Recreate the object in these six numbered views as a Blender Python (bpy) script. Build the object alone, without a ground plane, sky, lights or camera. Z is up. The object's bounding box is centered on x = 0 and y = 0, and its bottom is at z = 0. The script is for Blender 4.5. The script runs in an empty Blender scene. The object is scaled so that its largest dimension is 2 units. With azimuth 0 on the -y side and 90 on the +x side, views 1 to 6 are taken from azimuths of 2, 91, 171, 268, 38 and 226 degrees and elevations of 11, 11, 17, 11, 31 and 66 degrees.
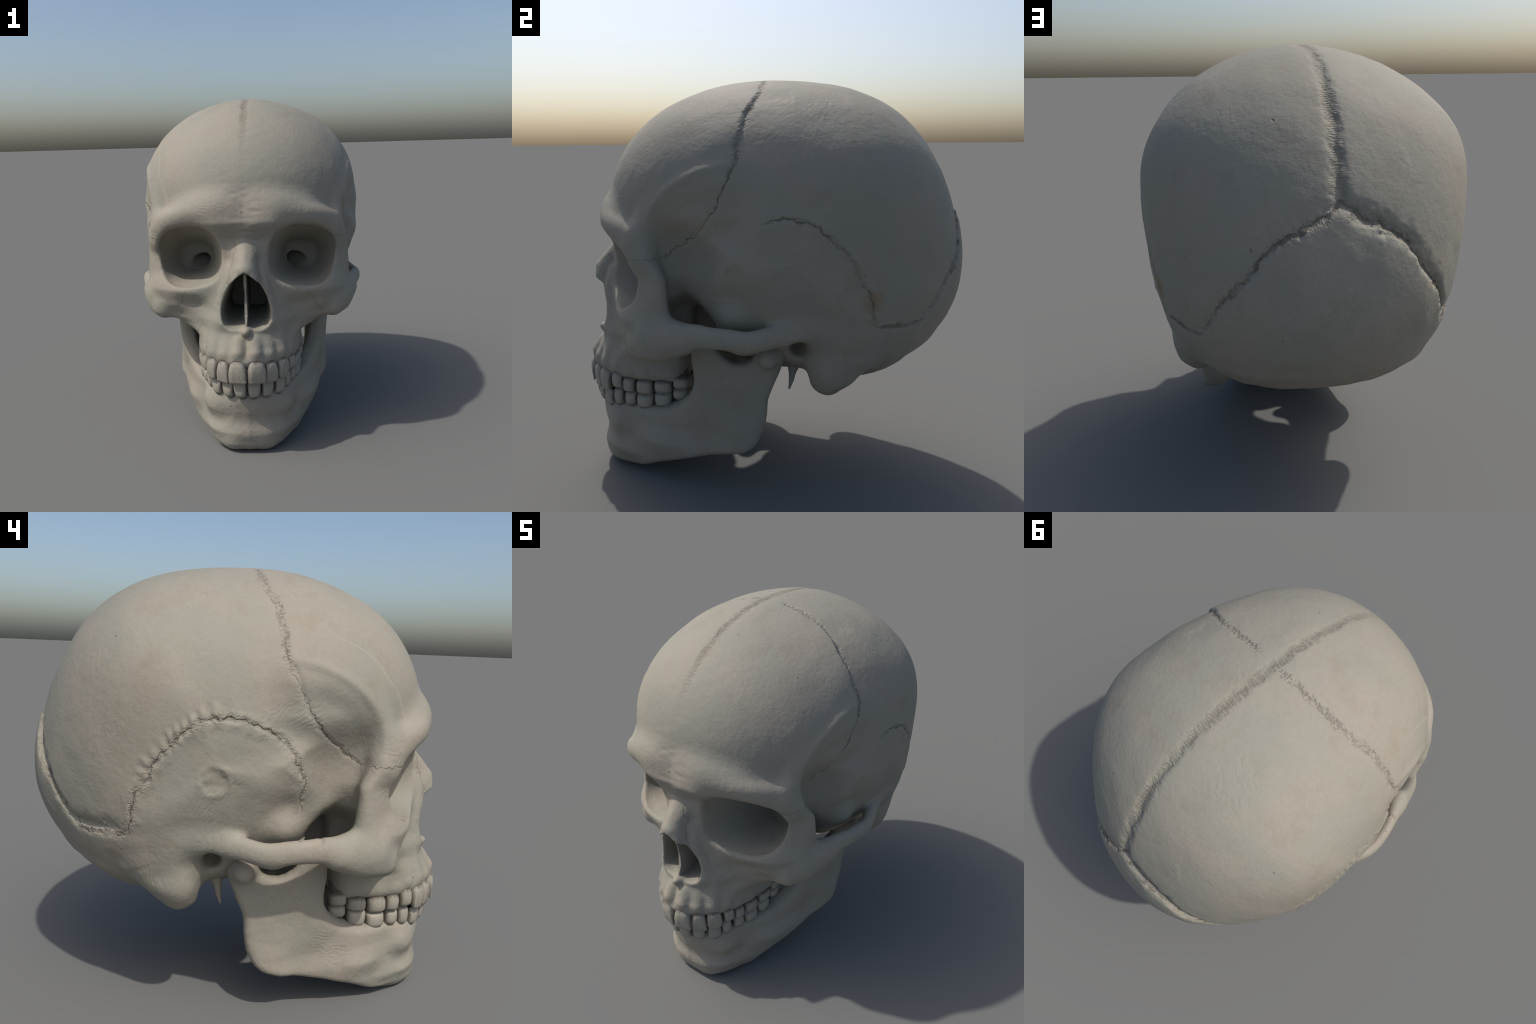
# A human skull: cranium modelled as one smooth implicit body (profiles, tubes and
# hollows blended together), polygonised, then parted into its bones along the
# sutures; mandible likewise; teeth are single pieces.
import bpy, math
import numpy as np

H = 0.0062            # sampling step of the implicit bodies (m)
F32 = np.float32

# ----------------------------------------------------------------------------
# small field tool kit (all fields: negative inside, roughly metric)
# ----------------------------------------------------------------------------
def smin(a, b, k):
    h = np.clip(0.5 + 0.5 * (b - a) / k, 0, 1)
    return b + (a - b) * h - k * h * (1 - h)

def smax(a, b, k):
    return -smin(-a, -b, k)

def smooth(e0, e1, x):
    t = np.clip((x - e0) / (e1 - e0), 0, 1)
    return t * t * (3 - 2 * t)

def spline(pts, n):
    """Catmull-Rom through control points -> polyline with n points per span."""
    p = np.asarray(pts, float)
    p = np.vstack([2 * p[0] - p[1], p, 2 * p[-1] - p[-2]])
    out = []
    for i in range(1, len(p) - 2):
        for t in np.arange(n) / n:
            a, b, c, d = p[i - 1], p[i], p[i + 1], p[i + 2]
            out.append(0.5 * (2 * b + (c - a) * t + (2 * a - 5 * b + 4 * c - d) * t * t
                              + (3 * b - a - 3 * c + d) * t ** 3))
    out.append(p[-2])
    return np.array(out)

class Field:
    """Accumulates a signed field over a cloud of points; every operation only
    touches the points inside the operand's box."""
    def __init__(self, P, start):
        self.P, self.f = P, start

    def near(self, lo, hi, pad):
        P = self.P
        m = np.ones(len(P), bool)
        for a in range(3):
            m &= (P[:, a] > lo[a] - pad) & (P[:, a] < hi[a] + pad)
        return np.nonzero(m)[0]

    def add(self, idx, g, k):
        self.f[idx] = smin(self.f[idx], g, k)

    def cut(self, idx, g, k):
        self.f[idx] = smax(self.f[idx], -g, k)

    def tube(self, ctrl, k, n=3, squash=(1, 1, 1), sub=False):
        """chain of round cones through (x, y, z, radius) control points"""
        c = spline(ctrl, n) if n > 1 else np.asarray(ctrl, float)
        sq = np.array(squash)
        r = c[:, 3].max()
        idx = self.near((c[:, :3].min(0) - r / sq), (c[:, :3].max(0) + r / sq), k + 0.05)
        if not len(idx):
            return
        q = self.P[idx] * sq.astype(F32)
        g = np.full(len(q), 9, F32)
        for a, b in zip(c[:-1], c[1:]):
            pa, pb = a[:3] * sq, b[:3] * sq
            ab = pb - pa
            t = np.clip(((q - pa.astype(F32)) @ ab.astype(F32)) / (ab @ ab + 1e-12), 0, 1)
            d = np.sqrt((((q - pa.astype(F32)) - t[:, None] * ab.astype(F32)) ** 2).sum(1))
            g = np.minimum(g, d - (a[3] + t * (b[3] - a[3])))
        (self.cut if sub else self.add)(idx, g, k)

    def ball(self, c, r, k, sub=False, axes=None):
        """ellipsoid at c with radii r (axes: optional rotation matrix rows)"""
        c, r = np.array(c, F32), np.array(r, F32)
        R = r.max() if axes is not None else r
        idx = self.near(c - R, c + R, k + 0.05)
        if not len(idx):
            return
        q = self.P[idx] - c
        if axes is not None:
            q = q @ np.asarray(axes, F32).T
        n1 = np.sqrt(((q / r) ** 2).sum(1))
        n2 = np.sqrt(((q / (r * r)) ** 2).sum(1)) + 1e-6
        g = n1 * (n1 - 1) / n2
        (self.cut if sub else self.add)(idx, g.astype(F32), k)

def section_distance(x, y, xs, ys):
    """signed distance (negative inside) of the points (x, y) to a half section
    mirrored at x = 0; xs, ys: lists of arrays, one per control point."""
    d2 = np.full(len(x), 9, F32)
    inside = np.zeros(len(x), bool)
    for k in range(len(xs) - 1):
        ax, ay, bx, by = xs[k], ys[k], xs[k + 1], ys[k + 1]
        ex, ey = bx - ax, by - ay
        t = np.clip(((x - ax) * ex + (y - ay) * ey) / (ex * ex + ey * ey + 1e-9), 0, 1)
        d2 = np.minimum(d2, (x - ax - t * ex) ** 2 + (y - ay - t * ey) ** 2)
        cr = ((ay > y) != (by > y)) & (x < ax + (y - ay) * ex / np.where(ey == 0, 1e-9, ey))
        inside ^= cr
    d = np.sqrt(d2)
    return np.where(inside, -d, d)

def rows_at(z, levels, rows, n):
    """interpolates section rows (same number of control points each) at heights z"""
    dense = np.array([spline(r, n) for r in rows])          # level, point, xy
    lv = np.array(levels)
    j = np.clip(np.searchsorted(lv, z) - 1, 0, len(lv) - 2)
    t = np.clip((z - lv[j]) / (lv[j + 1] - lv[j]), 0, 1)
    t = (t * t * (3 - 2 * t) * 0.5 + t * 0.5).astype(F32)
    xs = [dense[j, i, 0].astype(F32) * (1 - t) + dense[j + 1, i, 0].astype(F32) * t for i in range(dense.shape[1])]
    ys = [dense[j, i, 1].astype(F32) * (1 - t) + dense[j + 1, i, 1].astype(F32) * t for i in range(dense.shape[1])]
    return xs, ys

# ----------------------------------------------------------------------------
# braincase: radii of sagittal profiles seen from the braincase centre.
# One row per sideways angle (0 = midline ... 90 = straight out to the ear),
# 24 radii round each profile: 0 = nasion, 90 = crown, 180 = occiput, 270 = base
# ----------------------------------------------------------------------------
CENTRE = np.array([0.0, 0.1, 1.2], F32)
VAULT = np.array([
    [0.901, 0.957, 0.962, 0.925, 0.867, 0.818, 0.789, 0.796, 0.824, 0.836, 0.829, 0.833,
     0.869, 0.920, 0.881, 0.805, 0.778, 0.751, 0.718, 0.696, 0.693, 0.713, 0.757, 0.824],
    [0.887, 0.946, 0.960, 0.915, 0.858, 0.810, 0.788, 0.798, 0.820, 0.835, 0.829, 0.830,
     0.855, 0.896, 0.882, 0.852, 0.808, 0.752, 0.716, 0.695, 0.692, 0.711, 0.753, 0.815],
    [0.831, 0.876, 0.895, 0.872, 0.835, 0.815, 0.802, 0.808, 0.833, 0.844, 0.832, 0.815,
     0.813, 0.818, 0.833, 0.842, 0.808, 0.747, 0.711, 0.693, 0.690, 0.705, 0.736, 0.780],
    [0.760, 0.779, 0.794, 0.803, 0.791, 0.791, 0.799, 0.808, 0.838, 0.838, 0.813, 0.790,
     0.775, 0.769, 0.774, 0.786, 0.756, 0.728, 0.704, 0.692, 0.690, 0.699, 0.714, 0.746],
    [0.714, 0.712, 0.716, 0.721, 0.727, 0.734, 0.741, 0.746, 0.753, 0.744, 0.741, 0.737,
     0.733, 0.729, 0.725, 0.733, 0.715, 0.707, 0.700, 0.695, 0.695, 0.698, 0.718, 0.722],
    [0.707] * 24])

def bspline(t):
    return ((1 - t) ** 3 / 6, (3 * t ** 3 - 6 * t * t + 4) / 6, (-3 * t ** 3 + 3 * t * t + 3 * t + 1) / 6, t ** 3 / 6)

def vault(P):
    d = P - CENTRE
    rad = np.sqrt((d * d).sum(1)) + 1e-6
    a = (np.arctan2(d[:, 2], -d[:, 1]) % (2 * np.pi)) * (24 / (2 * np.pi))
    b = np.arcsin(np.clip(np.abs(d[:, 0]) / rad, 0, 1)) * (5 / (np.pi / 2))
    i, j = np.floor(a).astype(int), np.clip(np.floor(b).astype(int), 0, 4)
    wa, wb = bspline(a - i), bspline(b - j)
    r = np.zeros(len(P))
    for p in range(4):
        for q in range(4):
            jj = j + q - 1
            over = jj > 5
            jr = np.where(over, 10 - jj, np.abs(jj))
            ir = (i + p - 1 + np.where(over, 12, 0)) % 24
            r += wa[p] * wb[q] * VAULT[jr, ir]
    return (rad - r + .004).astype(F32)

def profile(y, ys, zs):
    return np.interp(y, ys, zs).astype(F32)

# ----------------------------------------------------------------------------
# upper jaw: horizontal half sections (x, y) from the midline front to the back
# ----------------------------------------------------------------------------
FACE_LEVELS = [0.50, 0.56, 0.63, 0.70, 0.75, 0.82, 0.90, 1.00, 1.10, 1.20, 1.30]
FACE_ROWS = [
    [(0, -.950), (.07, -.940), (.14, -.892), (.200, -.838), (.240, -.785), (.260, -.74), (.275, -.69), (.287, -.64), (.298, -.59), (.305, -.54), (.308, -.49), (.285, -.445), (.22, -.42), (0, -.40)],
    [(0, -.965), (.07, -.957), (.14, -.908), (.203, -.855), (.247, -.790), (.268, -.74), (.282, -.69), (.294, -.64), (.304, -.59), (.311, -.54), (.313, -.49), (.285, -.445), (.22, -.42), (0, -.39)],
    [(0, -.930), (.07, -.926), (.14, -.888), (.198, -.842), (.245, -.785), (.268, -.74), (.284, -.69), (.292, -.64), (.299, -.59), (.302, -.54), (.302, -.49), (.285, -.445), (.22, -.41), (0, -.38)],
    [(0, -.898), (.07, -.895), (.14, -.866), (.194, -.826), (.243, -.757), (.290, -.72), (.340, -.675), (.380, -.64), (.400, -.61), (.390, -.57), (.345, -.53), (.300, -.45), (.26, -.38), (0, -.37)],
    [(0, -.900), (.07, -.900), (.14, -.876), (.192, -.825), (.250, -.758), (.320, -.705), (.410, -.660), (.500, -.615), (.555, -.55), (.520, -.50), (.400, -.53), (.310, -.46), (.26, -.38), (0, -.37)],
    [(0, -.890), (.08, -.892), (.138, -.862), (.190, -.800), (.260, -.735), (.340, -.705), (.435, -.685), (.528, -.618), (.600, -.50), (.555, -.45), (.440, -.52), (.320, -.46), (.26, -.38), (0, -.37)],
    [(0, -.920), (.08, -.917), (.122, -.854), (.180, -.797), (.270, -.767), (.360, -.741), (.458, -.698), (.540, -.626), (.600, -.50), (.560, -.44), (.450, -.50), (.330, -.46), (.26, -.38), (0, -.37)],
    [(0, -.950), (.06, -.934), (.095, -.850), (.160, -.804), (.260, -.778), (.350, -.728), (.440, -.67), (.530, -.59), (.595, -.50), (.570, -.455), (.490, -.47), (.400, -.41), (.26, -.38), (0, -.37)],
    [(0, -.890), (.045, -.862), (.085, -.812), (.140, -.795), (.250, -.790), (.350, -.740), (.440, -.67), (.525, -.585), (.590, -.50), (.570, -.460), (.495, -.46), (.430, -.39), (.26, -.38), (0, -.37)],
    [(0, -.822), (.045, -.810), (.10, -.798), (.150, -.805), (.250, -.795), (.350, -.750), (.440, -.68), (.530, -.60), (.568, -.55), (.545, -.515), (.490, -.495), (.430, -.42), (.26, -.38), (0, -.37)],
    [(0, -.852), (.06, -.860), (.12, -.857), (.180, -.842), (.260, -.802), (.350, -.756), (.440, -.688), (.512, -.608), (.540, -.565), (.522, -.525), (.475, -.50), (.420, -.45), (.26, -.38), (0, -.37)]]

TEMPORAL_LINE = [(-.545, 1.22), (-.55, 1.32), (-.52, 1.40), (-.48, 1.455), (-.42, 1.51), (-.34, 1.555), (-.26, 1.585), (-.17, 1.60), (-.08, 1.60), (.02, 1.58), (.15, 1.52)]
NASAL_OPENING = [(0, 1.042), (.032, 1.022), (.075, .978), (.110, .912), (.131, .850), (.136, .795),
                 (.120, .745), (.080, .723), (.030, .722), (0, .727)]

def sockets(F, row):
    """scalloped gum line: the bone gives way round every crown"""
    for i, (x, y, w, d, neck, edge, kind) in enumerate(row):
        n = arch_frame(row, i)
        c = np.array([x, y]) - n * (d / 2 - .012)
        up = 1 if neck > edge else -1
        ax = np.array([[-n[1], n[0], 0], [n[0], n[1], 0], [0, 0, 1]])
        F.ball((c[0], c[1], edge - up * .03), (w * .54, d * .75, abs(neck - edge) + .030), 0.008, sub=True, axes=ax)

def roots(F, row):
    """swellings of the bone over the roots of the front teeth"""
    for i, (x, y, w, d, neck, edge, kind) in enumerate(row[:6]):
        n = arch_frame(row, i)
        up = 1 if neck > edge else -1
        L = (.085, .10, .16, .11, .08, .06)[i] * (1 if up > 0 else .6)
        c0 = np.array([x, y]) - n * (w * .36 + .005)
        c1 = np.array([x, y]) * (1 - .02 * i) - n * (w * .36 + .012 + .02 * (up > 0))
        F.tube([(c0[0], c0[1], neck + up * .030, w * .36), (c1[0], c1[1], neck + up * L, w * .26)], 0.03, n=1)

def orbit_cut(F):
    """eye socket: a blunt cone from the rim to a small back wall, with its fissures"""
    mouth, back = np.array([.318, -.700, 1.090]), np.array([.300, -.400, 1.045])
    ax = mouth - back
    L = np.linalg.norm(ax)
    ax /= L
    side = np.cross([0, 0, 1.0], ax); side /= np.linalg.norm(side)
    side = side if side[0] > 0 else -side
    slant = np.array([.92, .39, 0]); slant /= np.linalg.norm(slant)     # the rim runs back towards the temple
    up = np.cross(ax, side); up = up if up[2] > 0 else -up
    idx = F.near((-.02, -1.1, .85), (.70, -.15, 1.40), 0)
    q = F.P[idx] - mouth.astype(F32)
    u, v = q @ side.astype(F32), q @ up.astype(F32)
    t = (-(q @ ax.astype(F32)) - .42 * u) / L           # 0 at the (slanted) mouth, 1 at the back
    u = u - 0.16 * v
    v = v + 0.10 * u
    s = np.where(t < 0, 1 - 0.10 * t, 1 - .56 * np.clip(t, 0, 1.6) ** 1.1)
    n = (np.abs(u / 0.198) ** 2.5 + np.abs(v / 0.165) ** 2.5 + 1e-9) ** (1 / 2.5)
    g = smax((n - s) * 0.15, (-(q @ ax.astype(F32)) - L), .04)
    F.cut(idx, g.astype(F32), 0.02)
    F.tube([(.315, -.44, 1.000, .042), (.19, -.24, 1.08, .055)], 0.015, n=1, squash=(.8, 1, 1.25), sub=True)     # fissure

def cranium_field(P):
    P = P.astype(F32)
    F = Field(P, vault(P))
    x, y, z = P[:, 0], P[:, 1], P[:, 2]
    # underside of the braincase rises towards the face
    floor = profile(y, [-1, -.45, -.33, -.22, -.15, -.08, .10, .30, .50, .75, 1.1], [1.0, .945, .910, .790, .69, .65, .63, .58, .50, .40, .30])
    F.f = smax(F.f, (floor - z) * F32(.85), 0.06)
    # temporal hollow: the wall steps in below the temporal line, deepest behind the brow
    idx = F.near((.25, -.62, .85), (.80, .25, 1.70), 0)
    q = P[idx]
    tl = np.vstack([spline(TEMPORAL_LINE, 2), [(.30, 1.45), (.30, .80), (-.60, .80), (-.56, 1.10), TEMPORAL_LINE[0]]])
    s_ = -section_distance(q[:, 1], q[:, 2], [F32(a) for a in tl[:, 0]], [F32(a) for a in tl[:, 1]])
    amp = .008 + .026 * smooth(.02, -.14, q[:, 1]) * smooth(1.55, 1.40, q[:, 2]) + .028 * smooth(-.15, -.36, q[:, 1]) * smooth(1.42, 1.20, q[:, 2]) * smooth(.92, 1.08, q[:, 2])
    amp += .034 * np.exp(-((q[:, 1] + .19) / .10) ** 2) * smooth(1.40, 1.28, q[:, 2]) * smooth(1.08, 1.22, q[:, 2])
    F.f[idx] += amp * smooth(-.01, .12, s_) * (1 - smooth(.22, .45, s_)) * (1 - smooth(-.16, -.02, q[:, 1])) * smooth(.30, .42, q[:, 0])
    F.f[idx] -= .009 * np.exp(-(s_ / .020) ** 2) * smooth(-.10, -.30, q[:, 1]) * smooth(.30, .42, q[:, 0])      # its crest
    F.ball((.695, -.425, 1.15), (.215, .19, .22), 0.07, sub=True)
    F.ball((.49, -.15, .935), (.12, .10, .09), 0.06)
    # sphenoid core between the face and the base
    F.ball((0, -.30, .78), (.22, .34, .22), 0.06)
    # face mask from the gums to the brow
    idx = F.near((-.01, -1.0, .50), (.62, -.35, 1.32), 0.10)
    q = P[idx]
    xs, ys = rows_at(q[:, 2], FACE_LEVELS, FACE_ROWS, 4)
    g = section_distance(np.abs(q[:, 0]), q[:, 1], xs, ys)
    g = smax(g, np.maximum(.505 - q[:, 2], q[:, 2] - 1.32), 0.05)
    F.add(idx, g, 0.05)
    # brow ridge and the start of the temporal line
    F.tube([(.02, -.765, 1.350, .048), (.15, -.783, 1.375, .052), (.28, -.757, 1.360, .041), (.40, -.700, 1.312, .038), (.475, -.612, 1.250, .034), (.500, -.575, 1.18, .032)], 0.10, n=6)
    F.tube([(.490, -.595, 1.26, .030), (.500, -.550, 1.36, .026), (.505, -.48, 1.45, .022)], 0.06, n=5)
    # nasal bones
    F.tube([(0, -.772, 1.18, .042), (0, -.828, 1.11, .050), (0, -.886, 1.045, .056)], 0.03)
    F.tube([(.070, -.812, 1.04, .030), (.095, -.838, .96, .026), (.125, -.826, .87, .020)], 0.03)
    # cheek bone and zygomatic arch
    F.tube([(.535, -.530, .838, .073), (.588, -.430, .855, .056)], 0.05)
    F.tube([(.575, -.450, .855, .058), (.638, -.310, .862, .047), (.672, -.190, .862, .044), (.675, -.090, .852, .044), (.640, .020, .866, .046), (.590, .14, .885, .05)], 0.03, squash=(1.4, 1, .92), n=5)
    F.tube([(.495, -.585, .775, .066), (.550, -.490, .785, .062), (.600, -.385, .825, .05)], 0.05)
    F.ball((.655, -.115, .828), (.030, .06, .042), 0.025)
    # ridge over the ear, mastoid process
    F.tube([(.595, .08, .885, .045), (.575, .25, .885, .065), (.545, .40, .86, .062)], 0.06, n=6)
    F.tube([(.515, .29, .80, .108), (.510, .275, .69, .105), (.500, .260, .625, .080)], 0.06, n=8)
    F.tube([(.490, .385, .77, .105), (.495, .335, .68, .07)], 0.06, n=8)
    F.ball((0, .08, .66), (.32, .36, .13), 0.06)
    # hollows: ear canal, orbit, nose
    F.ball((.63, .125, .775), (.19, .044, .056), 0.03, sub=True)
    F.ball((.600, -.585, 1.03), (.03, .016, .016), 0.008, sub=True)          # pits of the cheek bone
    orbit_cut(F)
    idx = F.near((-.01, -1.1, .65), (.21, -.34, 1.10), 0.01)
    q = P[idx]
    pts = spline(NASAL_OPENING, 3)
    g = section_distance(np.abs(q[:, 0]), q[:, 2], [F32(a) for a in pts[:, 0]], [F32(a) for a in pts[:, 1]])
    g = np.maximum(g + F32(.10) * np.clip(q[:, 1] + F32(.86), 0, .3), q[:, 1] + F32(.48))
    F.cut(idx, g, 0.012)
    sockets(F, UPPER)
    roots(F, UPPER)
    # nasal spine
    F.tube([(0, -.87, .705, .03), (0, -.905, .712, .026), (0, -.925, .718, .014)], 0.02)
    return F.f

# ----------------------------------------------------------------------------
# lower jaw
# ----------------------------------------------------------------------------
JAW_SIDE = [(-.940, .320), (-.915, .262), (-.905, .215), (-.928, .150), (-.930, .100), (-.926, .060), (-.915, .030), (-.88, .006), (-.78, .004), (-.70, .018), (-.62, .058),
            (-.54, .098), (-.437, .138), (-.30, .185), (-.20, .208), (-.13, .222), (-.075, .262), (-.035, .335), (-.018, .42), (-.012, .50),
            (.025, .60), (.055, .68), (.063, .74), (.03, .775), (-.02, .775), (-.055, .745), (-.09, .70), (-.16, .675), (-.22, .705), (-.27, .77),
            (-.31, .83), (-.35, .83), (-.378, .78), (-.378, .68), (-.370, .58), (-.382, .51), (-.43, .45), (-.50, .400), (-.60, .380), (-.70, .380), (-.80, .370), (-.90, .355), (-.93, .35)]
JAW_LEVELS = [0.0, 0.06, 0.12, 0.22, 0.30, 0.45, 0.60, 0.80]
JAW_ROWS = [   # outer half contour (x, y), midline front -> condyle
    [(0, -.890), (.10, -.880), (.170, -.810), (.215, -.720), (.260, -.640), (.31, -.55), (.36, -.45), (.415, -.30), (.455, -.15), (.45, .0), (.44, .10)],
    [(0, -.918), (.100, -.903), (.190, -.832), (.245, -.742), (.295, -.650), (.335, -.55), (.38, -.45), (.425, -.30), (.470, -.15), (.46, .0), (.45, .10)],
    [(0, -.936), (.100, -.910), (.200, -.845), (.262, -.748), (.305, -.650), (.345, -.56), (.390, -.45), (.435, -.30), (.480, -.15), (.470, .0), (.46, .10)],
    [(0, -.918), (.075, -.886), (.148, -.832), (.222, -.765), (.290, -.685), (.360, -.59), (.400, -.46), (.435, -.32), (.492, -.15), (.480, .0), (.465, .10)],
    [(0, -.926), (.07, -.910), (.145, -.856), (.208, -.790), (.266, -.698), (.325, -.60), (.378, -.47), (.425, -.33), (.484, -.15), (.482, .0), (.47, .10)],
    [(0, -.930), (.07, -.915), (.14, -.870), (.205, -.800), (.265, -.700), (.312, -.59), (.375, -.47), (.438, -.35), (.476, -.17), (.503, .0), (.50, .10)],
    [(0, -.930), (.07, -.915), (.14, -.870), (.205, -.800), (.265, -.700), (.318, -.59), (.395, -.47), (.450, -.35), (.486, -.17), (.516, .0), (.52, .10)],
    [(0, -.930), (.07, -.915), (.14, -.870), (.205, -.800), (.265, -.700), (.320, -.59), (.405, -.47), (.475, -.35), (.510, -.17), (.545, .0), (.55, .10)]]

def mandible_field(P):
    P = P.astype(F32)
    x, y, z = np.abs(P[:, 0]), P[:, 1], P[:, 2]
    out = spline(JAW_SIDE + JAW_SIDE[:1], 2)
    side = section_distance(y, z, [F32(a) for a in out[:, 0]], [F32(a) for a in out[:, 1]])
    xs, ys = rows_at(z, JAW_LEVELS, JAW_ROWS, 4)
    d2 = np.full(len(x), 9, F32)
    sgn = np.zeros(len(x), F32)
    for k in range(len(xs) - 1):
        ex, ey = xs[k + 1] - xs[k], ys[k + 1] - ys[k]
        t = np.clip(((x - xs[k]) * ex + (y - ys[k]) * ey) / (ex * ex + ey * ey), 0, 1)
        dx, dy = x - xs[k] - t * ex, y - ys[k] - t * ey
        d = dx * dx + dy * dy
        cross = ey * dx - ex * dy
        sgn = np.where(d < d2, np.sign(cross), sgn)
        d2 = np.minimum(d, d2)
    off = np.sqrt(d2) * sgn              # > 0 outside the outer contour
    thick = np.interp(y, [-.95, -.75, -.45, -.3, 0.1], [.22, .20, .19, .14, .12]).astype(F32)
    thick = thick + (np.minimum(thick, .085 + .045 * smooth(-.28, -.18, y)) - thick) * smooth(.34, .44, z)
    thick = thick * (1 - .35 * smooth(.55, .70, z))
    shell = np.abs(off + thick / 2) - thick / 2
    f = smax(side, shell, 0.04)
    F = Field(P, f)
    F.ball((.272, -.735, .215), (.022, .020, .018), 0.008, sub=True)        # mental pit
    F.tube([(.44, -.01, .735, .045), (.55, -.01, .73, .045)], 0.04, n=1)     # condyle
    F.ball((0, -.77, .27), (.25, .13, .13), 0.06)                             # floor of the mouth side
    sockets(F, LOWER)
    return F.f

# ----------------------------------------------------------------------------
# teeth: x, y of the outer face, width, depth, height of neck, height of edge, kind
# ----------------------------------------------------------------------------
UPPER = [(.056, -.972, .106, .070, .572, .442, 'incisor'), (.138, -.925, .084, .066, .560, .434, 'incisor'),
         (.207, -.868, .086, .080, .560, .436, 'canine'), (.250, -.797, .066, .095, .555, .458, 'premolar'),
         (.272, -.730, .066, .095, .533, .445, 'premolar'), (.290, -.648, .094, .115, .526, .440, 'molar'),
         (.307, -.550, .098, .115, .528, .453, 'molar'), (.313, -.453, .090, .105, .550, .478, 'molar')]
LOWER = [(.040, -.948, .074, .060, .340, .452, 'incisor'), (.114, -.912, .074, .060, .334, .446, 'incisor'),
         (.181, -.860, .076, .074, .333, .438, 'canine'), (.224, -.798, .062, .085, .352, .452, 'premolar'),
         (.255, -.730, .068, .090, .362, .443, 'premolar'), (.283, -.650, .096, .110, .357, .438, 'molar'),
         (.298, -.550, .098, .110, .370, .451, 'molar'), (.306, -.458, .088, .100, .412, .476, 'molar')]

def arch_frame(row, i):
    """outward direction of the tooth i in a half arch, from its neighbours"""
    p = [np.array((-row[0][0], row[0][1]))] + [np.array(r[:2]) for r in row] + [np.array((row[-1][0], row[-1][1] + .1))]
    t = p[i + 2] - p[i]
    t /= np.linalg.norm(t)
    return np.array([t[1], -t[0]])

# ----------------------------------------------------------------------------
# polygoniser: surface nets on a mirrored grid, evaluated only near the surface
# ----------------------------------------------------------------------------
def polygonise(field, lo, hi, h):
    B = 4
    n = [int(math.ceil((hi[a] - lo[a]) / (h * B))) for a in range(3)]
    ax = [(np.arange(n[a]) * B * h + lo[a]) for a in range(3)]        # block corners
    cc = np.stack(np.meshgrid(*[a + B * h / 2 for a in ax], indexing='ij'), -1).reshape(-1, 3)
    fc = field(cc)
    act = np.nonzero(np.abs(fc) < B * h * 1.6)[0]
    dense = np.repeat(np.repeat(np.repeat(np.where(fc < 0, -1, 1).astype(F32).reshape(n), B, 0), B, 1), B, 2)
    off = np.stack(np.meshgrid(*[np.arange(B)] * 3, indexing='ij'), -1).reshape(-1, 3)
    bi = np.stack(np.unravel_index(act, n), -1)
    gi = (bi[:, None, :] * B + off[None]).reshape(-1, 3)
    vals = np.empty(len(gi), F32)
    for s in range(0, len(gi), 1500000):
        vals[s:s + 1500000] = field(gi[s:s + 1500000] * h + np.array(lo))
    dense[gi[:, 0], gi[:, 1], gi[:, 2]] = vals
    full = np.concatenate([dense[:0:-1], dense], 0)                    # mirror at x = 0
    origin = np.array([-(dense.shape[0] - 1) * h, lo[1], lo[2]])
    neg = full < 0
    N = full.shape
    c = np.zeros([m - 1 for m in N], np.uint8)
    corner = [(i, j, k) for i in (0, 1) for j in (0, 1) for k in (0, 1)]
    for i, j, k in corner:
        c += neg[i:N[0] - 1 + i, j:N[1] - 1 + j, k:N[2] - 1 + k]
    cells = np.stack(np.nonzero((c > 0) & (c < 8)), -1)
    cv = {q: full[cells[:, 0] + q[0], cells[:, 1] + q[1], cells[:, 2] + q[2]] for q in corner}
    acc, cnt = np.zeros((len(cells), 3)), np.zeros(len(cells))
    for a in corner:
        for axis in range(3):
            if a[axis] == 0:
                b = list(a); b[axis] = 1; b = tuple(b)
                fa, fb = cv[a], cv[b]
                m = (fa < 0) != (fb < 0)
                t = fa / np.where(m, fa - fb, 1)
                pt = np.array(a, float)[None].repeat(len(cells), 0)
                pt[:, axis] += t
                acc[m] += pt[m]; cnt[m] += 1
    V = (cells + acc / cnt[:, None]) * h + origin
    index = np.full([m - 1 for m in N], -1, np.int32)
    index[cells[:, 0], cells[:, 1], cells[:, 2]] = np.arange(len(cells))
    quads = []
    for axis in range(3):
        sl0 = [slice(1, -1)] * 3; sl1 = [slice(1, -1)] * 3
        sl0[axis] = slice(0, -1); sl1[axis] = slice(1, None)
        a, b = neg[tuple(sl0)], neg[tuple(sl1)]
        u, v = [(1, 2), (2, 0), (0, 1)][axis]
        for flip, m in ((False, a & ~b), (True, ~a & b)):
            e = np.stack(np.nonzero(m), -1) + 1
            e[:, axis] -= 1
            q = []
            for du, dv in ((0, 0), (1, 0), (1, 1), (0, 1)):
                w = e.copy(); w[:, u] -= 1 - du; w[:, v] -= 1 - dv
                q.append(index[w[:, 0], w[:, 1], w[:, 2]])
            q = np.stack(q, -1)
            quads.append(q[:, ::-1] if flip else q)
    return V, np.concatenate(quads)

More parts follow.
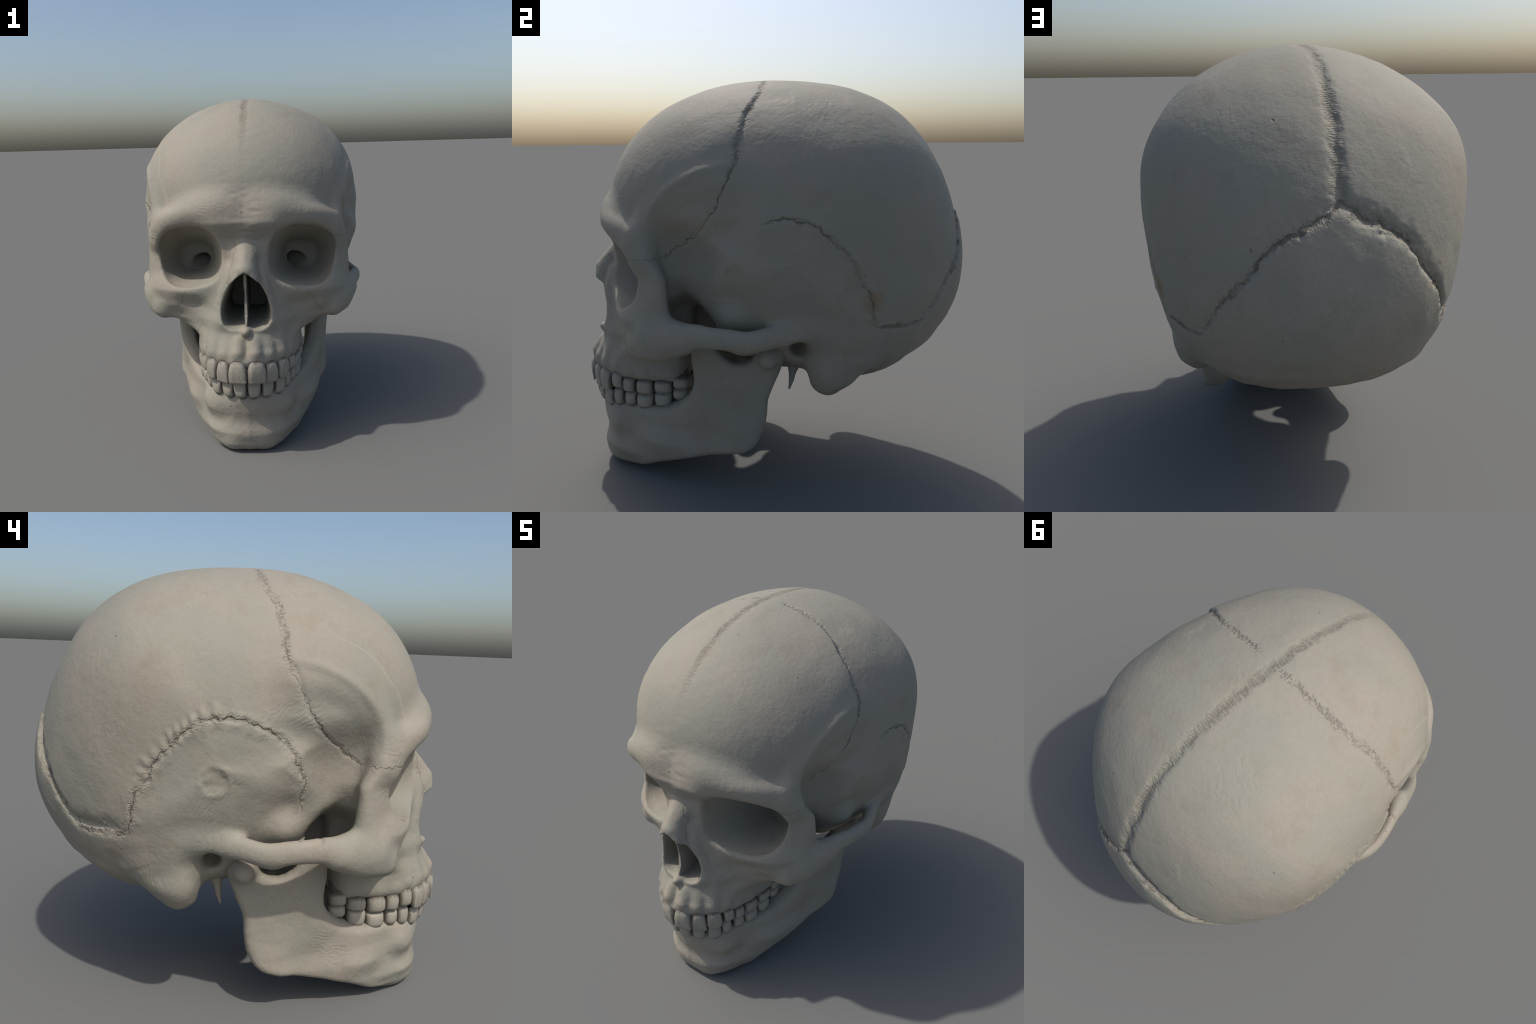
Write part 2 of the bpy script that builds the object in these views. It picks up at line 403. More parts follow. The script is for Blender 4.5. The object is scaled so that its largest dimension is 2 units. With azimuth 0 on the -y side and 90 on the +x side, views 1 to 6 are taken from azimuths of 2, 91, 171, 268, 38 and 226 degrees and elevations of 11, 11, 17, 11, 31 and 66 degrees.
def relax(V, Q, times, amount=0.5):
    for _ in range(times):
        acc, cnt = np.zeros_like(V), np.zeros(len(V))
        for i in range(4):
            a, b = Q[:, i], Q[:, (i + 1) % 4]
            for ax in range(3):
                acc[:, ax] += np.bincount(a, V[b, ax], len(V)) + np.bincount(b, V[a, ax], len(V))
            cnt += np.bincount(a, minlength=len(V)) + np.bincount(b, minlength=len(V))
        V = V + amount * (acc / np.maximum(cnt, 1)[:, None] - V)
    return V

def vertex_normals(V, Q):
    n = np.cross(V[Q[:, 2]] - V[Q[:, 0]], V[Q[:, 3]] - V[Q[:, 1]])
    out = np.zeros_like(V)
    for i in range(4):
        for ax in range(3):
            out[:, ax] += np.bincount(Q[:, i], n[:, ax], len(V))
    return out / (np.linalg.norm(out, axis=1, keepdims=True) + 1e-12)

# ----------------------------------------------------------------------------
# sutures, as curves shared by the relief, the parting into bones and the material
# ----------------------------------------------------------------------------
CORONAL = [(1.16, -.47), (1.20, -.455), (1.25, -.385), (1.30, -.325), (1.345, -.280), (1.39, -.250), (1.43, -.225), (1.47, -.205), (1.51, -.188),
           (1.57, -.160), (1.61, -.140), (1.65, -.134), (1.69, -.132), (1.74, -.120), (1.81, -.098), (1.865, -.070), (1.92, -.043), (2.0, -.020)]   # height -> y
LAMBDOID = [(0, 1.436), (.04, 1.405), (.106, 1.369), (.15, 1.345), (.20, 1.318), (.26, 1.275), (.30, 1.215), (.345, 1.157), (.395, 1.098),
            (.432, 1.040), (.465, .960), (.49, .905), (.53, .885), (.57, .893), (.61, .900), (.70, .905)]                                          # |x| -> height
SQUAMOUS_CENTRE = (.10, 1.0)
SQUAMOUS = [(-20, .42), (-8, .345), (3, .336), (14, .325), (27, .303), (37, .315), (53, .325), (68, .350), (85, .378), (98, .385), (110, .383),
            (122, .378), (132, .384), (141, .372), (148, .362), (155, .360), (170, .33)]                      # angle (deg, 0 = back) -> radius

def fbm_hash(i, j, k, seed):
    n = (i * 374761393 + j * 668265263 + k * 1274126177 + seed * 974711) & 0xffffffff
    n = ((n ^ (n >> 13)) * 1274126177) & 0xffffffff
    return ((n ^ (n >> 16)) & 0xffff) / 32767.5 - 1

def value_noise(P, scale, seed=0):
    q = P * scale + 64
    i = np.floor(q).astype(np.int64)
    t = q - i
    t = t * t * t * (t * (t * 6 - 15) + 10)
    out = 0
    for a in (0, 1):
        for b_ in (0, 1):
            for c_ in (0, 1):
                w = (t[:, 0] if a else 1 - t[:, 0]) * (t[:, 1] if b_ else 1 - t[:, 1]) * (t[:, 2] if c_ else 1 - t[:, 2])
                out = out + w * fbm_hash(i[:, 0] + a, i[:, 1] + b_, i[:, 2] + c_, seed)
    return out

def curve(x, table):
    t = np.array(table)
    return np.interp(x, t[:, 0], t[:, 1])

def suture_offsets(V):
    """signed distances to the three great sutures of each side (metres)"""
    x, y, z = np.abs(V[:, 0]), V[:, 1], V[:, 2]
    cor = y - curve(z, CORONAL)                                  # > 0: parietal side
    lam = (z - curve(x, LAMBDOID)) * .65                         # > 0: parietal side
    dy, dz = y - SQUAMOUS_CENTRE[0], z - SQUAMOUS_CENTRE[1]
    squ = np.hypot(dy, dz) - curve(np.degrees(np.arctan2(dz, dy)), SQUAMOUS)   # < 0: temporal side
    return cor, lam, squ

def relief(V, N):
    """height of the bone's relief along its normal"""
    x, y, z = V[:, 0], V[:, 1], V[:, 2]
    wob = V + .010 * np.stack([value_noise(V, 22, s) for s in (1, 2, 3)], -1) + .006 * np.stack([value_noise(V, 70, s) for s in (4, 5, 6)], -1)
    cor, lam, squ = suture_offsets(wob)
    brain = smooth(1.10, 1.25, z + .25 * (y > .2))
    h = .0030 * value_noise(V, 5, 7) + .0011 * value_noise(V, 13, 8) + .0004 * value_noise(V, 40, 9)
    # sagittal furrow
    back = smooth(.35, .80, y)
    h -= (.003 + .011 * back) * np.exp(-(wob[:, 0] / (.016 + .010 * back)) ** 2) * smooth(-.65, -.35, y) * smooth(1.38, 1.48, z)
    # coronal furrow, the frontal bone standing a little proud on the left
    on = smooth(1.15, 1.22, z) * smooth(.08, .14, np.abs(x)) * (y < .1)
    h -= .0045 * np.exp(-(cor / .011) ** 2) * on
    left = (x > 0) * smooth(.30, .42, x) * smooth(1.60, 1.70, z) * (y < .3)
    h += left * on * (.005 * smooth(.01, -.01, cor) * smooth(-.22, -.02, cor) - .006 * smooth(-.01, .01, cor) * (1 - smooth(.02, .25, cor)))
    # lambdoid: occiput proud of the parietals, wide trench on the right
    rear = smooth(.42, .60, y) * smooth(.86, .92, z)
    right = smooth(.02, -.06, x)
    h += rear * (.008 * smooth(.06, .16, np.abs(x)) * smooth(.42, .32, np.abs(x)) * smooth(.006, -.012, lam) * (1 - smooth(.05, .22, -lam)) * (np.abs(x) < .60) - .006 * smooth(-.004, .01, lam) * (1 - smooth(.01, .07, lam)))
    h -= rear * (.008 + .010 * right) * np.exp(-((lam - .008 * right) / (.010 + .010 * right)) ** 2)
    # squamous edge with radiating ridges above it
    side = smooth(.50, .60, np.abs(x)) * smooth(.86, .95, z) * (y < .50)
    ang = np.arctan2(z - SQUAMOUS_CENTRE[1], y - SQUAMOUS_CENTRE[0])
    h -= side * .006 * np.exp(-(squ / .009) ** 2) * np.where(x > 0, smooth(-.06, .02, y), 1)
    h += side * (x < 0) * .0045 * (.45 + .9 * value_noise(V, 7, 15)) * np.sin(ang * 52 + 7 * value_noise(V, 6, 11)) * smooth(-.05, 0, squ) * (1 - smooth(.02, .07, squ)) * smooth(1.1, 1.2, z) * (1 - smooth(1.9, 2.2, ang))
    h += side * .005 * smooth(.05, 0, squ) * smooth(-.06, -.01, squ)
    # shallow disc-shaped scar on the right temple
    rr = np.hypot(y - .118, z - 1.14)
    h += (x < -.5) * (.0018 * np.exp(-((rr - .060) / .014) ** 2) - .0035 * smooth(.058, .036, rr) + .0030 * value_noise(V, 40, 12) * smooth(.075, .05, rr))
    # wrinkled glabella and forehead
    h += .0022 * value_noise(V * np.array([.6, 1, 1.7]), 32, 13) * smooth(.16, .03, np.abs(x)) * smooth(1.18, 1.24, z) * smooth(1.75, 1.35, z) * (y < -.5)
    # nuchal line and muscle marks on the occiput and mastoid
    h += .006 * np.exp(-((z - .76 + .30 * x * x) / .030) ** 2) * smooth(.45, .60, y)
    h += .005 * np.exp(-((x / .07) ** 2 + ((z - .80) / .06) ** 2)) * (y > .5)
    h += .0035 * value_noise(V, 18, 14) * smooth(.90, .70, z) * (y > .15)
    return h

BONES = ['frontal_bone', 'parietal_bone', 'temporal_bone', 'occipital_bone', 'sphenoid_bone', 'zygomatic_bone', 'maxilla', 'nasal_bone']

def bone_of(V):
    """which bone a point of the cranium belongs to (index into BONES)"""
    x, y, z = np.abs(V[:, 0]), V[:, 1], V[:, 2]
    cor, lam, squ = suture_offsets(V)
    b = np.where(cor > 0, 1, 0)
    b[(z < 1.16) & (y > -.25)] = 1
    b[(lam < 0) & (y > .30) & (y > .36 - .4 * (z - .9))] = 3
    b[(z < 1.25) & (y < -.20) & (cor < .02) & (y > -.52) & (x > .2) & (z > .60)] = 4
    b[(z < .95) & (x < .34) & (y > -.40) & (y < .12)] = 4
    b[(z < .95) & (x < .34) & (y >= .12)] = 3
    b[(squ < 0) & (x > .34) & (y > -.26)] = 2
    b[(z < .95) & (x > .34) & (y > -.34) & (y < .49) & ((y < .42) | (lam > -.05))] = 2
    front = y < -.40
    b[front & (z < 1.17) & ((x < .16) | (z < 1.0)) & (y < -.37)] = 6
    zyg = (x > .30 + (.93 - z) * .54) & (z < 1.19) & (y < -.34) & (x > .33) & ((z < .97) | (x > .46)) & (z > .62)
    b[zyg] = 5
    b[(x < .05 + (1.18 - z) * .22) & (z > 1.0) & (z < 1.178) & (y < -.79)] = 7
    return b

# ----------------------------------------------------------------------------
# build
# ----------------------------------------------------------------------------
def make_mesh(name, V, Q, normals=None):
    me = bpy.data.meshes.new(name)
    me.vertices.add(len(V)); me.vertices.foreach_set('co', V.astype(F32).ravel())
    me.loops.add(Q.size); me.loops.foreach_set('vertex_index', Q.astype(np.int32).ravel())
    me.polygons.add(len(Q)); me.polygons.foreach_set('loop_start', np.arange(0, Q.size, 4, dtype=np.int32))
    me.update(calc_edges=True); me.validate()
    me.polygons.foreach_set('use_smooth', np.ones(len(me.polygons), bool))
    if normals is not None:
        me.normals_split_custom_set_from_vertices(normals.astype(F32).tolist())
    return me


# ---- materials -------------------------------------------------------------
class Nodes:
    def __init__(self, name):
        self.m = bpy.data.materials.new(name); self.m.use_nodes = True
        self.t = self.m.node_tree
        self.bsdf = self.t.nodes['Principled BSDF']

    def put(self, sock, v):
        if isinstance(v, bpy.types.NodeSocket):
            self.t.links.new(v, sock)
        elif v is not None:
            sock.default_value = v

    def math(self, op, a, b=None, c=None, clamp=False):
        n = self.t.nodes.new('ShaderNodeMath'); n.operation = op; n.use_clamp = clamp
        for i, v in enumerate((a, b, c)):
            self.put(n.inputs[i], v)
        return n.outputs[0]

    def vec(self, op, a, b=None, scale=None):
        n = self.t.nodes.new('ShaderNodeVectorMath'); n.operation = op
        self.put(n.inputs[0], a); self.put(n.inputs[1], b)
        if scale is not None:
            self.put(n.inputs['Scale'], scale)
        return n.outputs['Value'] if op in ('LENGTH', 'DISTANCE', 'DOT_PRODUCT') else n.outputs[0]

    def noise(self, vec, scale, detail=2.0, rough=.5, colour=False):
        n = self.t.nodes.new('ShaderNodeTexNoise')
        self.put(n.inputs['Vector'], vec); n.inputs['Scale'].default_value = scale
        n.inputs['Detail'].default_value = detail; n.inputs['Roughness'].default_value = rough
        return n.outputs['Color' if colour else 'Fac']

    def step(self, x, e0, e1, lo=0.0, hi=1.0):
        n = self.t.nodes.new('ShaderNodeMapRange'); n.interpolation_type = 'SMOOTHSTEP'
        self.put(n.inputs['Value'], x)
        flip = e0 > e1
        n.inputs['From Min'].default_value = min(e0, e1); n.inputs['From Max'].default_value = max(e0, e1)
        n.inputs['To Min'].default_value = hi if flip else lo; n.inputs['To Max'].default_value = lo if flip else hi
        return n.outputs[0]

    def mix(self, fac, a, b, mode='MIX'):
        n = self.t.nodes.new('ShaderNodeMix'); n.data_type = 'RGBA'; n.blend_type = mode
        self.put(n.inputs[0], fac); self.put(n.inputs[6], a); self.put(n.inputs[7], b)
        return n.outputs[2]

    def graph(self, x, table):
        """float curve through (x, value) control points"""
        xs = [p[0] for p in table]; ys = [p[1] for p in table]
        x0, x1, y0, y1 = min(xs), max(xs), min(ys), max(ys)
        n = self.t.nodes.new('ShaderNodeFloatCurve')
        c = n.mapping.curves[0]
        pts = [((a - x0) / (x1 - x0), (b - y0) / (y1 - y0)) for a, b in table]
        c.points[0].location = pts[0]; c.points[1].location = pts[-1]
        for p in pts[1:-1]:
            c.points.new(*p)
        for p in c.points:
            p.handle_type = 'AUTO_CLAMPED'
        n.mapping.update()
        self.put(n.inputs['Value'], self.math('DIVIDE', self.math('SUBTRACT', x, x0), x1 - x0, clamp=True))
        return self.math('MULTIPLY_ADD', n.outputs[0], y1 - y0, y0)

def bone_material():
    k = Nodes('bone')
    P = k.t.nodes.new('ShaderNodeTexCoord').outputs['Object']
    M = k.math
    def xyz(v):
        n = k.t.nodes.new('ShaderNodeSeparateXYZ'); k.put(n.inputs[0], v); return n.outputs
    def jitter(v, scale, amount, detail=1.0):
        c = k.noise(v, scale, detail, colour=True)
        return k.vec('ADD', v, k.vec('SCALE', k.vec('SUBTRACT', c, (.5, .5, .5)), scale=amount))
    x, y, z = xyz(P)
    ax = M('ABSOLUTE', x)
    W = jitter(jitter(P, 22, .040), 75, .016)              # meandering copy of the position
    wx, wy, wz = xyz(W)
    wax = M('ABSOLUTE', wx)
    # signed distances to the sutures
    cor = M('ABSOLUTE', M('SUBTRACT', wy, k.graph(wz, CORONAL)))
    lam = M('ABSOLUTE', M('MULTIPLY', M('SUBTRACT', wz, k.graph(wax, LAMBDOID)), .65))
    dy, dz = M('SUBTRACT', wy, SQUAMOUS_CENTRE[0]), M('SUBTRACT', wz, SQUAMOUS_CENTRE[1])
    rad = M('SQRT', M('ADD', M('MULTIPLY', dy, dy), M('MULTIPLY', dz, dz)))
    squ = M('ABSOLUTE', M('SUBTRACT', rad, k.graph(M('MULTIPLY', M('ARCTAN2', dz, dy), 180 / math.pi), SQUAMOUS)))
    on_cor = M('MULTIPLY', M('MULTIPLY', k.step(z, 1.16, 1.24), M('MAXIMUM', k.step(x, .08, .12), k.step(x, -.015, -.05))), k.step(y, .15, .05))
    on_lam = M('MULTIPLY', k.step(y, .44, .50), k.step(z, .85, .88))
    on_squ = M('MULTIPLY', M('MULTIPLY', k.step(ax, .52, .58), k.step(z, .88, .93)), k.step(y, .49, .46))
    on_squ = M('MULTIPLY', on_squ, M('MAXIMUM', k.step(x, .1, 0), k.step(y, -.04, .03)))
    crack = M('MULTIPLY', M('MULTIPLY', k.step(cor, .0060, .0012), on_cor), k.step(z, 1.72, 1.58, .15, 1.0))
    crack = M('MAXIMUM', crack, M('MULTIPLY', k.step(lam, .008, .002), on_lam))
    crack = M('MAXIMUM', crack, M('MULTIPLY', k.step(squ, .0055, .0012), on_squ))
    # worn, toothed bands: across the crown and at the top of the coronal suture
    comb = k.noise(k.vec('MULTIPLY', P, (26, 190, 190)), 1.0, 1.0)
    comb2 = k.noise(k.vec('MULTIPLY', P, (110, 60, 110)), 1.0, 1.5)
    crown = M('MULTIPLY', M('MULTIPLY', k.step(wax, .034, .006), k.step(y, -.82, -.40)), k.step(z, 1.38, 1.62))
    upper = M('MULTIPLY', M('MULTIPLY', k.step(cor, .022, .006), on_cor), k.step(z, 1.52, 1.62))
    lamb = M('MULTIPLY', k.step(lam, .026, .004), on_lam)
    edge = M('MULTIPLY', k.step(squ, .030, .004), on_squ)
    band = M('MULTIPLY', crown, k.step(comb, .36, .60))
    band = M('MAXIMUM', band, M('MULTIPLY', upper, k.step(comb2, .44, .60)))
    band = M('MAXIMUM', band, M('MULTIPLY', M('MULTIPLY', lamb, k.step(comb2, .48, .66)), .55))
    band = M('MAXIMUM', band, M('MULTIPLY', M('MULTIPLY', edge, k.step(comb2, .50, .66)), .5))
    # nasal, brow and cheek seams
    seam = M('MULTIPLY', k.step(M('ABSOLUTE', M('SUBTRACT', wax, M('MULTIPLY_ADD', M('SUBTRACT', 1.18, z), .22, .05))), .003, .0008), M('MULTIPLY', M('MULTIPLY', k.step(z, .93, .96), k.step(z, 1.19, 1.17)), k.step(y, -.79, -.81)))
    seam = M('MAXIMUM', seam, M('MULTIPLY', k.step(M('ABSOLUTE', M('SUBTRACT', wz, 1.19)), .0035, .001), M('MULTIPLY', k.step(ax, .45, .50), k.step(y, -.44, -.48))))
    seam = M('MAXIMUM', seam, M('MULTIPLY', M('MULTIPLY', k.step(M('ABSOLUTE', M('SUBTRACT', wax, M('MULTIPLY_ADD', M('SUBTRACT', .93, z), .54, .33))), .0035, .001), k.step(y, -.55, -.60)), M('MULTIPLY', k.step(z, .71, .74), k.step(z, .92, .89))))
    patchy = k.step(k.noise(P, 8, 2), .34, .56, .30, 1.0)
    crack = M('MAXIMUM', M('MULTIPLY', crack, patchy), M('MULTIPLY', seam, .35))
    band = M('MULTIPLY', band, k.step(k.noise(P, 11, 2), .30, .55, .45, 1.0))
    # pores
    v = k.t.nodes.new('ShaderNodeTexVoronoi'); v.inputs['Scale'].default_value = 9
    k.put(v.inputs['Vector'], jitter(P, 6, .1))
    pick = xyz(v.outputs['Color'])[0]
    pore = M('MULTIPLY', k.step(v.outputs['Distance'], .055, .02), k.step(pick, .70, .76))
    # colour
    big = k.noise(P, 3.2, 3)
    fine = k.noise(P, 60, 3, .6)
    grit = k.noise(P, 170, 2, .6)
    col = k.mix(k.step(big, .38, .62), (.262, .250, .205, 1), (.290, .258, .210, 1))
    col = k.mix(k.step(fine, .35, .70), col, k.mix(.5, col, (.245, .236, .190, 1)))
    col = k.mix(M('MULTIPLY', k.step(grit, .55, .75), .25), col, (.335, .305, .255, 1))
    stain = M('MULTIPLY', k.step(k.noise(P, 7, 5, .65), .50, .74), .42)
    col = k.mix(stain, col, (.232, .200, .148, 1))
    halo = M('MULTIPLY', M('MAXIMUM', M('MULTIPLY', k.step(cor, .022, .008), on_cor), M('MULTIPLY', k.step(lam, .03, .01), on_lam)), .12)
    col = k.mix(halo, col, (.36, .325, .27, 1))
    ochre = M('MULTIPLY', k.step(k.vec('DISTANCE', W, (.655, .440, 1.02)), .075, .02), .55)
    col = k.mix(ochre, col, (.24, .165, .07, 1))
    line = M('MULTIPLY', k.step(M('ABSOLUTE', M('SUBTRACT', y, k.graph(z, [(1.33, -.665), (1.41, -.64), (1.48, -.61), (1.54, -.56), (1.61, -.50), (1.65, -.44), (1.68, -.37), (1.70, -.23)]))), .010, .002), M('MULTIPLY', k.step(x, -.30, -.36), M('MULTIPLY', k.step(z, 1.33, 1.40), k.step(z, 1.71, 1.69))))
    col = k.mix(M('MULTIPLY', line, .24), col, (.40, .37, .31, 1))
    col = k.mix(M('MULTIPLY', band, .42), col, (.135, .108, .078, 1))
    col = k.mix(M('MULTIPLY', crack, .62), col, (.085, .070, .052, 1))
    col = k.mix(M('MULTIPLY', pore, .6), col, (.10, .085, .062, 1))
    k.put(k.bsdf.inputs['Base Color'], col)
    k.bsdf.inputs['Roughness'].default_value = .72
    k.bsdf.inputs['Specular IOR Level'].default_value = .30
    # fine relief
    ripple = k.t.nodes.new('ShaderNodeTexWave'); ripple.wave_type = 'RINGS'; ripple.rings_direction = 'SPHERICAL'
    ripple.inputs['Scale'].default_value = 16; ripple.inputs['Distortion'].default_value = 9
    ripple.inputs['Detail'].default_value = 2; ripple.inputs['Detail Scale'].default_value = 1.2
    k.put(ripple.inputs['Vector'], k.vec('ADD', P, (.3, .5, -.8)))
    rip = M('MULTIPLY', ripple.outputs['Fac'], k.step(k.noise(P, 4.5, 1), .54, .70))
    h = M('MULTIPLY_ADD', fine, .55, M('MULTIPLY', k.noise(P, 24, 3), .28))
    h = M('ADD', h, M('MULTIPLY', rip, .22))
    h = M('ADD', h, M('MULTIPLY', grit, .12))
    h = M('SUBTRACT', h, M('MULTIPLY', crack, 2.2))
    h = M('SUBTRACT', h, M('MULTIPLY', band, 1.6))
    h = M('SUBTRACT', h, M('MULTIPLY', pore, 1.5))
    bump = k.t.nodes.new('ShaderNodeBump'); bump.inputs['Strength'].default_value = .55; bump.inputs['Distance'].default_value = .006
    k.put(bump.inputs['Height'], h)
    k.put(k.bsdf.inputs['Normal'], bump.outputs[0])
    return k.m

def tooth_material():
    k = Nodes('enamel')
    P = k.t.nodes.new('ShaderNodeTexCoord').outputs['Object']
    n = k.t.nodes.new('ShaderNodeSeparateXYZ'); k.put(n.inputs[0], P)
    z = n.outputs[2]
    streak = k.noise(k.vec('MULTIPLY', P, (90, 90, 14)), 1.0, 3)
    col = k.mix(k.step(streak, .35, .70), (.300, .278, .232, 1), (.255, .232, .185, 1))
    dark_neck = k.math('MULTIPLY', k.step(k.math('MULTIPLY_ADD', k.noise(P, 40, 2), .02, z), -.018, .008), .85)  # dark outline round the tooth neck at the gum line
    col = k.mix(dark_neck, col, (.075, .062, .046, 1))
    g = k.t.nodes.new('ShaderNodeSeparateXYZ')
    k.put(g.inputs[0], k.t.nodes.new('ShaderNodeTexCoord').outputs['Generated'])
    gap = k.step(k.math('ABSOLUTE', k.math('SUBTRACT', g.outputs[0], .5)), .38, .49)      # darker sides of the crowns, for the dark lines between the teeth
    col = k.mix(k.math('MULTIPLY', gap, .7), col, (.085, .070, .052, 1))
    k.put(k.bsdf.inputs['Base Color'], col)
    k.bsdf.inputs['Roughness'].default_value = .50
    k.bsdf.inputs['Specular IOR Level'].default_value = .40
    bump = k.t.nodes.new('ShaderNodeBump'); bump.inputs['Strength'].default_value = .4; bump.inputs['Distance'].default_value = .003
    k.put(bump.inputs['Height'], k.math('ADD', streak, k.noise(P, 60, 2)))
    k.put(k.bsdf.inputs['Normal'], bump.outputs[0])
    return k.m

root = bpy.data.objects.new('skull', None)
bpy.context.collection.objects.link(root)
root['label'] = 'weathered human skull with closed jaw and full teeth'
root['category'] = 'skull'
MAT = bone_material()

def part(name, mesh, parent=root):
    o = bpy.data.objects.new(name, mesh)
    bpy.context.collection.objects.link(o)
    o.parent = parent
    if not mesh.materials:
        mesh.materials.append(MAT)
    return o

def tooth_mesh(name, w, d, h, kind):
    """crown lofted from neck (z = 0) to edge (z = -h); outer face at y = 0 (towards -y)"""
    M, K = 28, 14
    verts, faces = [], []
    for k in range(K + 1):
        t = k / K                                    # 0 root end, 1 biting end
        z = .035 - (h + .035) * t
        u = np.clip((t * (h + .035) - .035) / h, 0, 1)   # 0 neck, 1 edge
        end = math.sqrt(max(0, 1 - max(0, (u - .80) / .20) ** 2)) if u > .8 else 1
        dome = math.sin(min(1, u / (.72 if kind == 'incisor' else .5)) * math.pi / 2)            # crown arches in towards the neck
        under = .022 * (1 - min(1, u / .22)) ** 2 + .03 * max(0, -(t * (h + .035) - .035) / .035)
        if kind in ('incisor', 'canine'):
            wid = w * (.58 + .42 * dome)
            dep = d * (1.0 - .72 * u ** 1.3)
            if kind == 'canine':
                wid *= 1 - .45 * max(0, (u - .72) / .28) ** 1.5
            wid *= .86 + .14 * end
            face = -.008 * math.sin(math.pi * min(1, u * 1.05)) + under
            dep *= max(end, .25)
        else:
            wid = w * (.68 + .32 * dome) * (.80 + .20 * end)
            dep = d * (.90 + .10 * math.sin(math.pi * u)) * (.55 + .45 * end)
            face = -.008 * math.sin(math.pi * u) + under + .02 * (1 - end)
        e = 3.0 if kind in ('incisor', 'canine') else 3.0
        for m in range(M):
            a = 2 * math.pi * m / M
            cx, cy = math.cos(a), math.sin(a)
            x = wid / 2 * math.copysign(abs(cx) ** (2 / e), cx)
            y = dep / 2 * math.copysign(abs(cy) ** (2 / e), cy) + dep / 2 + face
            verts.append((x, y, z))
    for k in range(K):
        for m in range(M):
            faces.append((k * M + m, (k + 1) * M + m, (k + 1) * M + (m + 1) % M, k * M + (m + 1) % M))
    # biting surface: rings shrinking to the middle, with cusps on the cheek teeth
    base = K * M
    ring = np.array(verts[base:base + M]); mid = ring.mean(0)
    prev = base
    for s_ in (.75, .5, .25):
        start = len(verts)
        for p in ring:
            q = mid + (p - mid) * s_
            if kind == 'molar':
                q[2] += .010 * math.cos(2 * math.atan2(q[1] - mid[1], q[0] - mid[0])) ** 2 * 0 - .008 * abs(math.sin(2 * math.atan2(q[1] - mid[1], q[0] - mid[0]))) * (s_ > .4)
            verts.append(tuple(q))
        for m in range(M):
            faces.append((prev + m, start + m, start + (m + 1) % M, prev + (m + 1) % M))
        prev = start
    verts.append(tuple(mid)); top = len(verts) - 1
    for m in range(M):
        faces.append((prev + m, top, prev + (m + 1) % M))
    me = bpy.data.meshes.new(name)
    me.from_pydata([tuple(v) for v in verts], [], faces)
    for p in me.polygons:
        p.use_smooth = True
    return me

def set_teeth(row, parent):
    rng = np.random.default_rng(5)
    for i, (x, y, w, d, neck, edge, kind) in enumerate(row):
        me = tooth_mesh(kind + '_tooth', w * 1.0, d, abs(neck - edge), kind)
        me.materials.append(TOOTH)
        n = arch_frame(row, i)
        up = neck > edge
        for side in (1, -1):
            o = bpy.data.objects.new(kind + '_tooth', me)
            bpy.context.collection.objects.link(o)
            o.parent = parent
            ang = math.atan2(side * n[0], -n[1])          # outward turn from -y
            o.location = (side * x, y, neck)
            o.rotation_mode = 'XYZ'
            tilt = rng.normal(0, .03)
            if up:
                o.rotation_euler = (0, tilt, ang)
            else:
                o.rotation_euler = (0, math.pi + tilt, ang)

TOOTH = tooth_material()
V, Q = polygonise(cranium_field, (0, -1.02, .44), (.80, 1.06, 2.04), H)
V = relax(V, Q, 2)
V = V + vertex_normals(V, Q) * relief(V, vertex_normals(V, Q))[:, None]
N = vertex_normals(V, Q)
centre = V[Q].mean(1)
label = bone_of(centre)
made = {}
for b, name in enumerate(BONES):
    paired = name in ('parietal_bone', 'temporal_bone', 'zygomatic_bone', 'nasal_bone')
    for side in ((1, -1) if paired else (0,)):
        sel = label == b
        if paired:
            sel &= (centre[:, 0] >= 0) == (side > 0)
        q = Q[sel]
        if not len(q):
            continue
        used, inv = np.unique(q, return_inverse=True)
        made.setdefault(name, part(name, make_mesh(name, V[used], inv.reshape(q.shape), N[used])))
V, Q = polygonise(mandible_field, (0, -1.02, -.04), (.64, .14, .90), H)
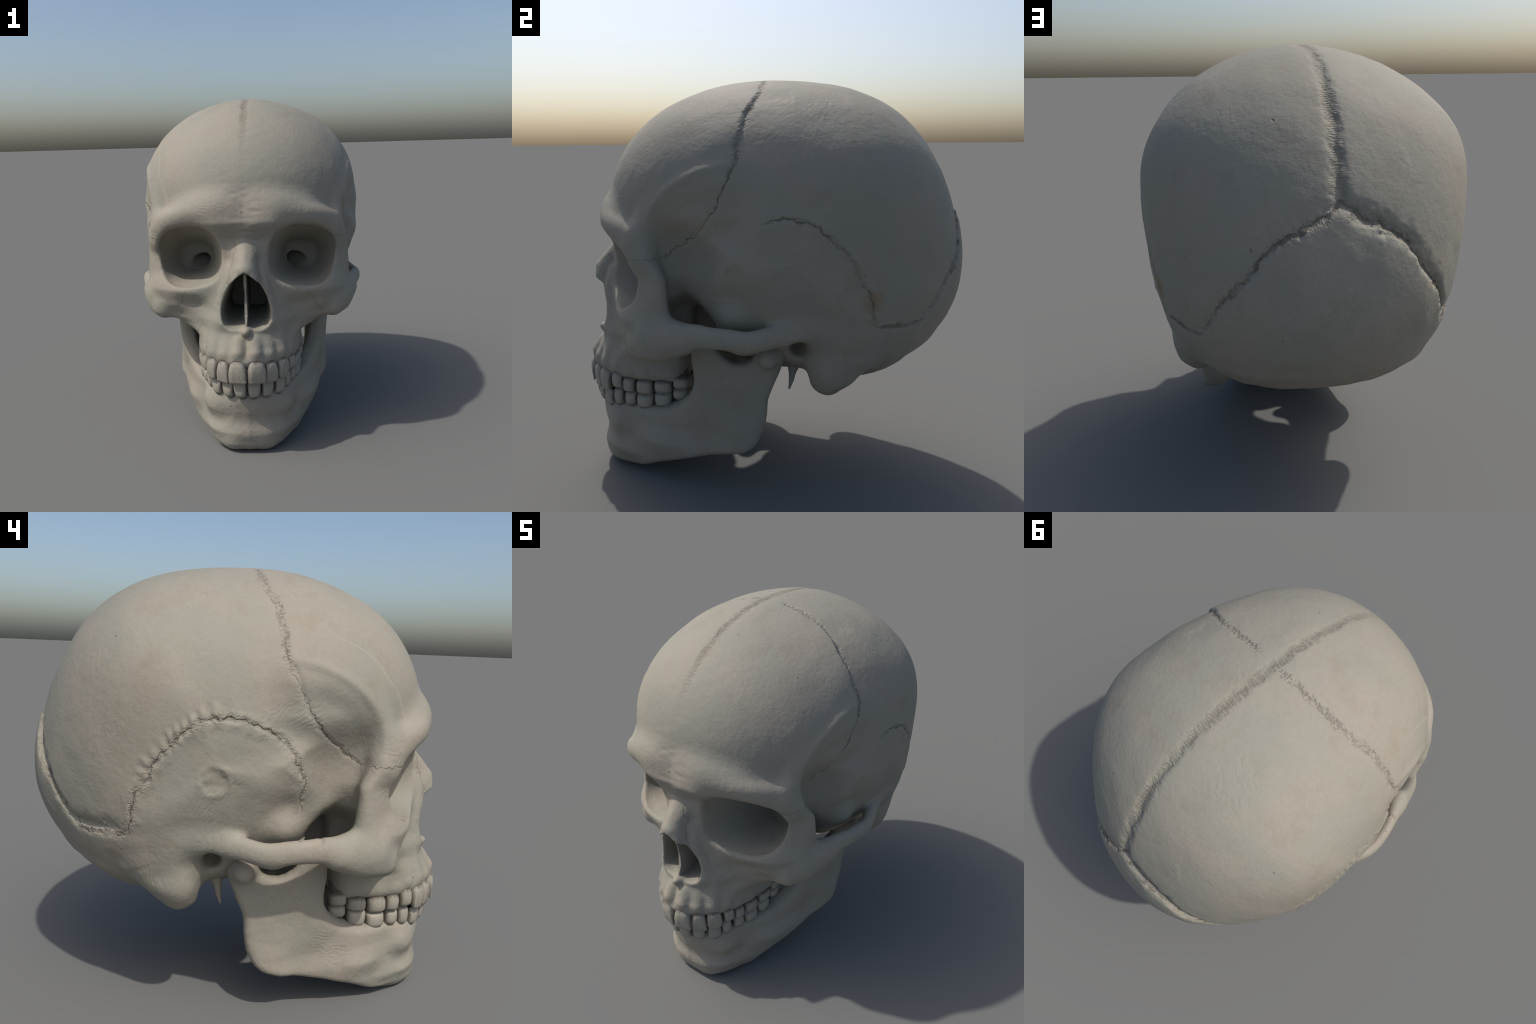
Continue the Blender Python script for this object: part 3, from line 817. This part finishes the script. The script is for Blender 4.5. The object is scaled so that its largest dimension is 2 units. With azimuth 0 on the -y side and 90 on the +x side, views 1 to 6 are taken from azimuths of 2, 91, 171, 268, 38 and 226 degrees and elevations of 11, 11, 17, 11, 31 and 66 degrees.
V = relax(V, Q, 2)
N = vertex_normals(V, Q)
V = V + N * (.0030 * value_noise(V, 7, 21) + .0018 * value_noise(V, 17, 22) + .004 * value_noise(V, 15, 24) * smooth(-.35, -.15, V[:, 1]) * smooth(.42, .30, V[:, 2]) + .0007 * value_noise(V, 40, 23))[:, None]
mandible = part('mandible', make_mesh('mandible', V, Q))
set_teeth(UPPER, made['maxilla'])
set_teeth(LOWER, mandible)

def spike(name, ctrl, m=14):
    """tapering round spike through (x, y, z, radius) control points"""
    c = spline(ctrl, 6)
    vs, fs = [], []
    for i, p in enumerate(c):
        for j in range(m):
            a = 2 * math.pi * j / m
            vs.append((p[0] + p[3] * .8 * math.cos(a), p[1] + p[3] * math.sin(a), p[2]))
    for i in range(len(c) - 1):
        for j in range(m):
            fs.append((i * m + j, (i + 1) * m + j, (i + 1) * m + (j + 1) % m, i * m + (j + 1) % m))
    fs.append(tuple(range((len(c) - 1) * m, len(c) * m))[::-1])
    me = bpy.data.meshes.new(name); me.from_pydata(vs, [], fs)
    for p in me.polygons:
        p.use_smooth = True
    return me
for sd in (1, -1):
    part('styloid_process', spike('styloid_process', [(sd * .41, .105, .74, .055), (sd * .415, .112, .675, .040), (sd * .42, .102, .62, .019), (sd * .42, .096, .575, .012), (sd * .418, .086, .532, .004)]))

# thin wall that divides the nose
def slab(name, outline, half):
    """upright plate in the midplane from a (y, z) outline"""
    n = len(outline)
    vs = [(s * half * (1 + .4 * math.sin(i * 2.1)), y, z) for s in (-1, 1) for i, (y, z) in enumerate(outline)]
    fs = [tuple(range(n)), tuple(range(2 * n - 1, n - 1, -1))] + [(i, i + n, (i + 1) % n + n, (i + 1) % n) for i in range(n)]
    me = bpy.data.meshes.new(name); me.from_pydata(vs, [], fs)
    return me
part('nasal_septum', slab('nasal_septum', [(-.895, 1.03), (-.885, .98), (-.872, .92), (-.868, .86), (-.875, .80), (-.895, .745), (-.90, .70), (-.40, .70), (-.40, 1.06), (-.80, 1.07)], .006))
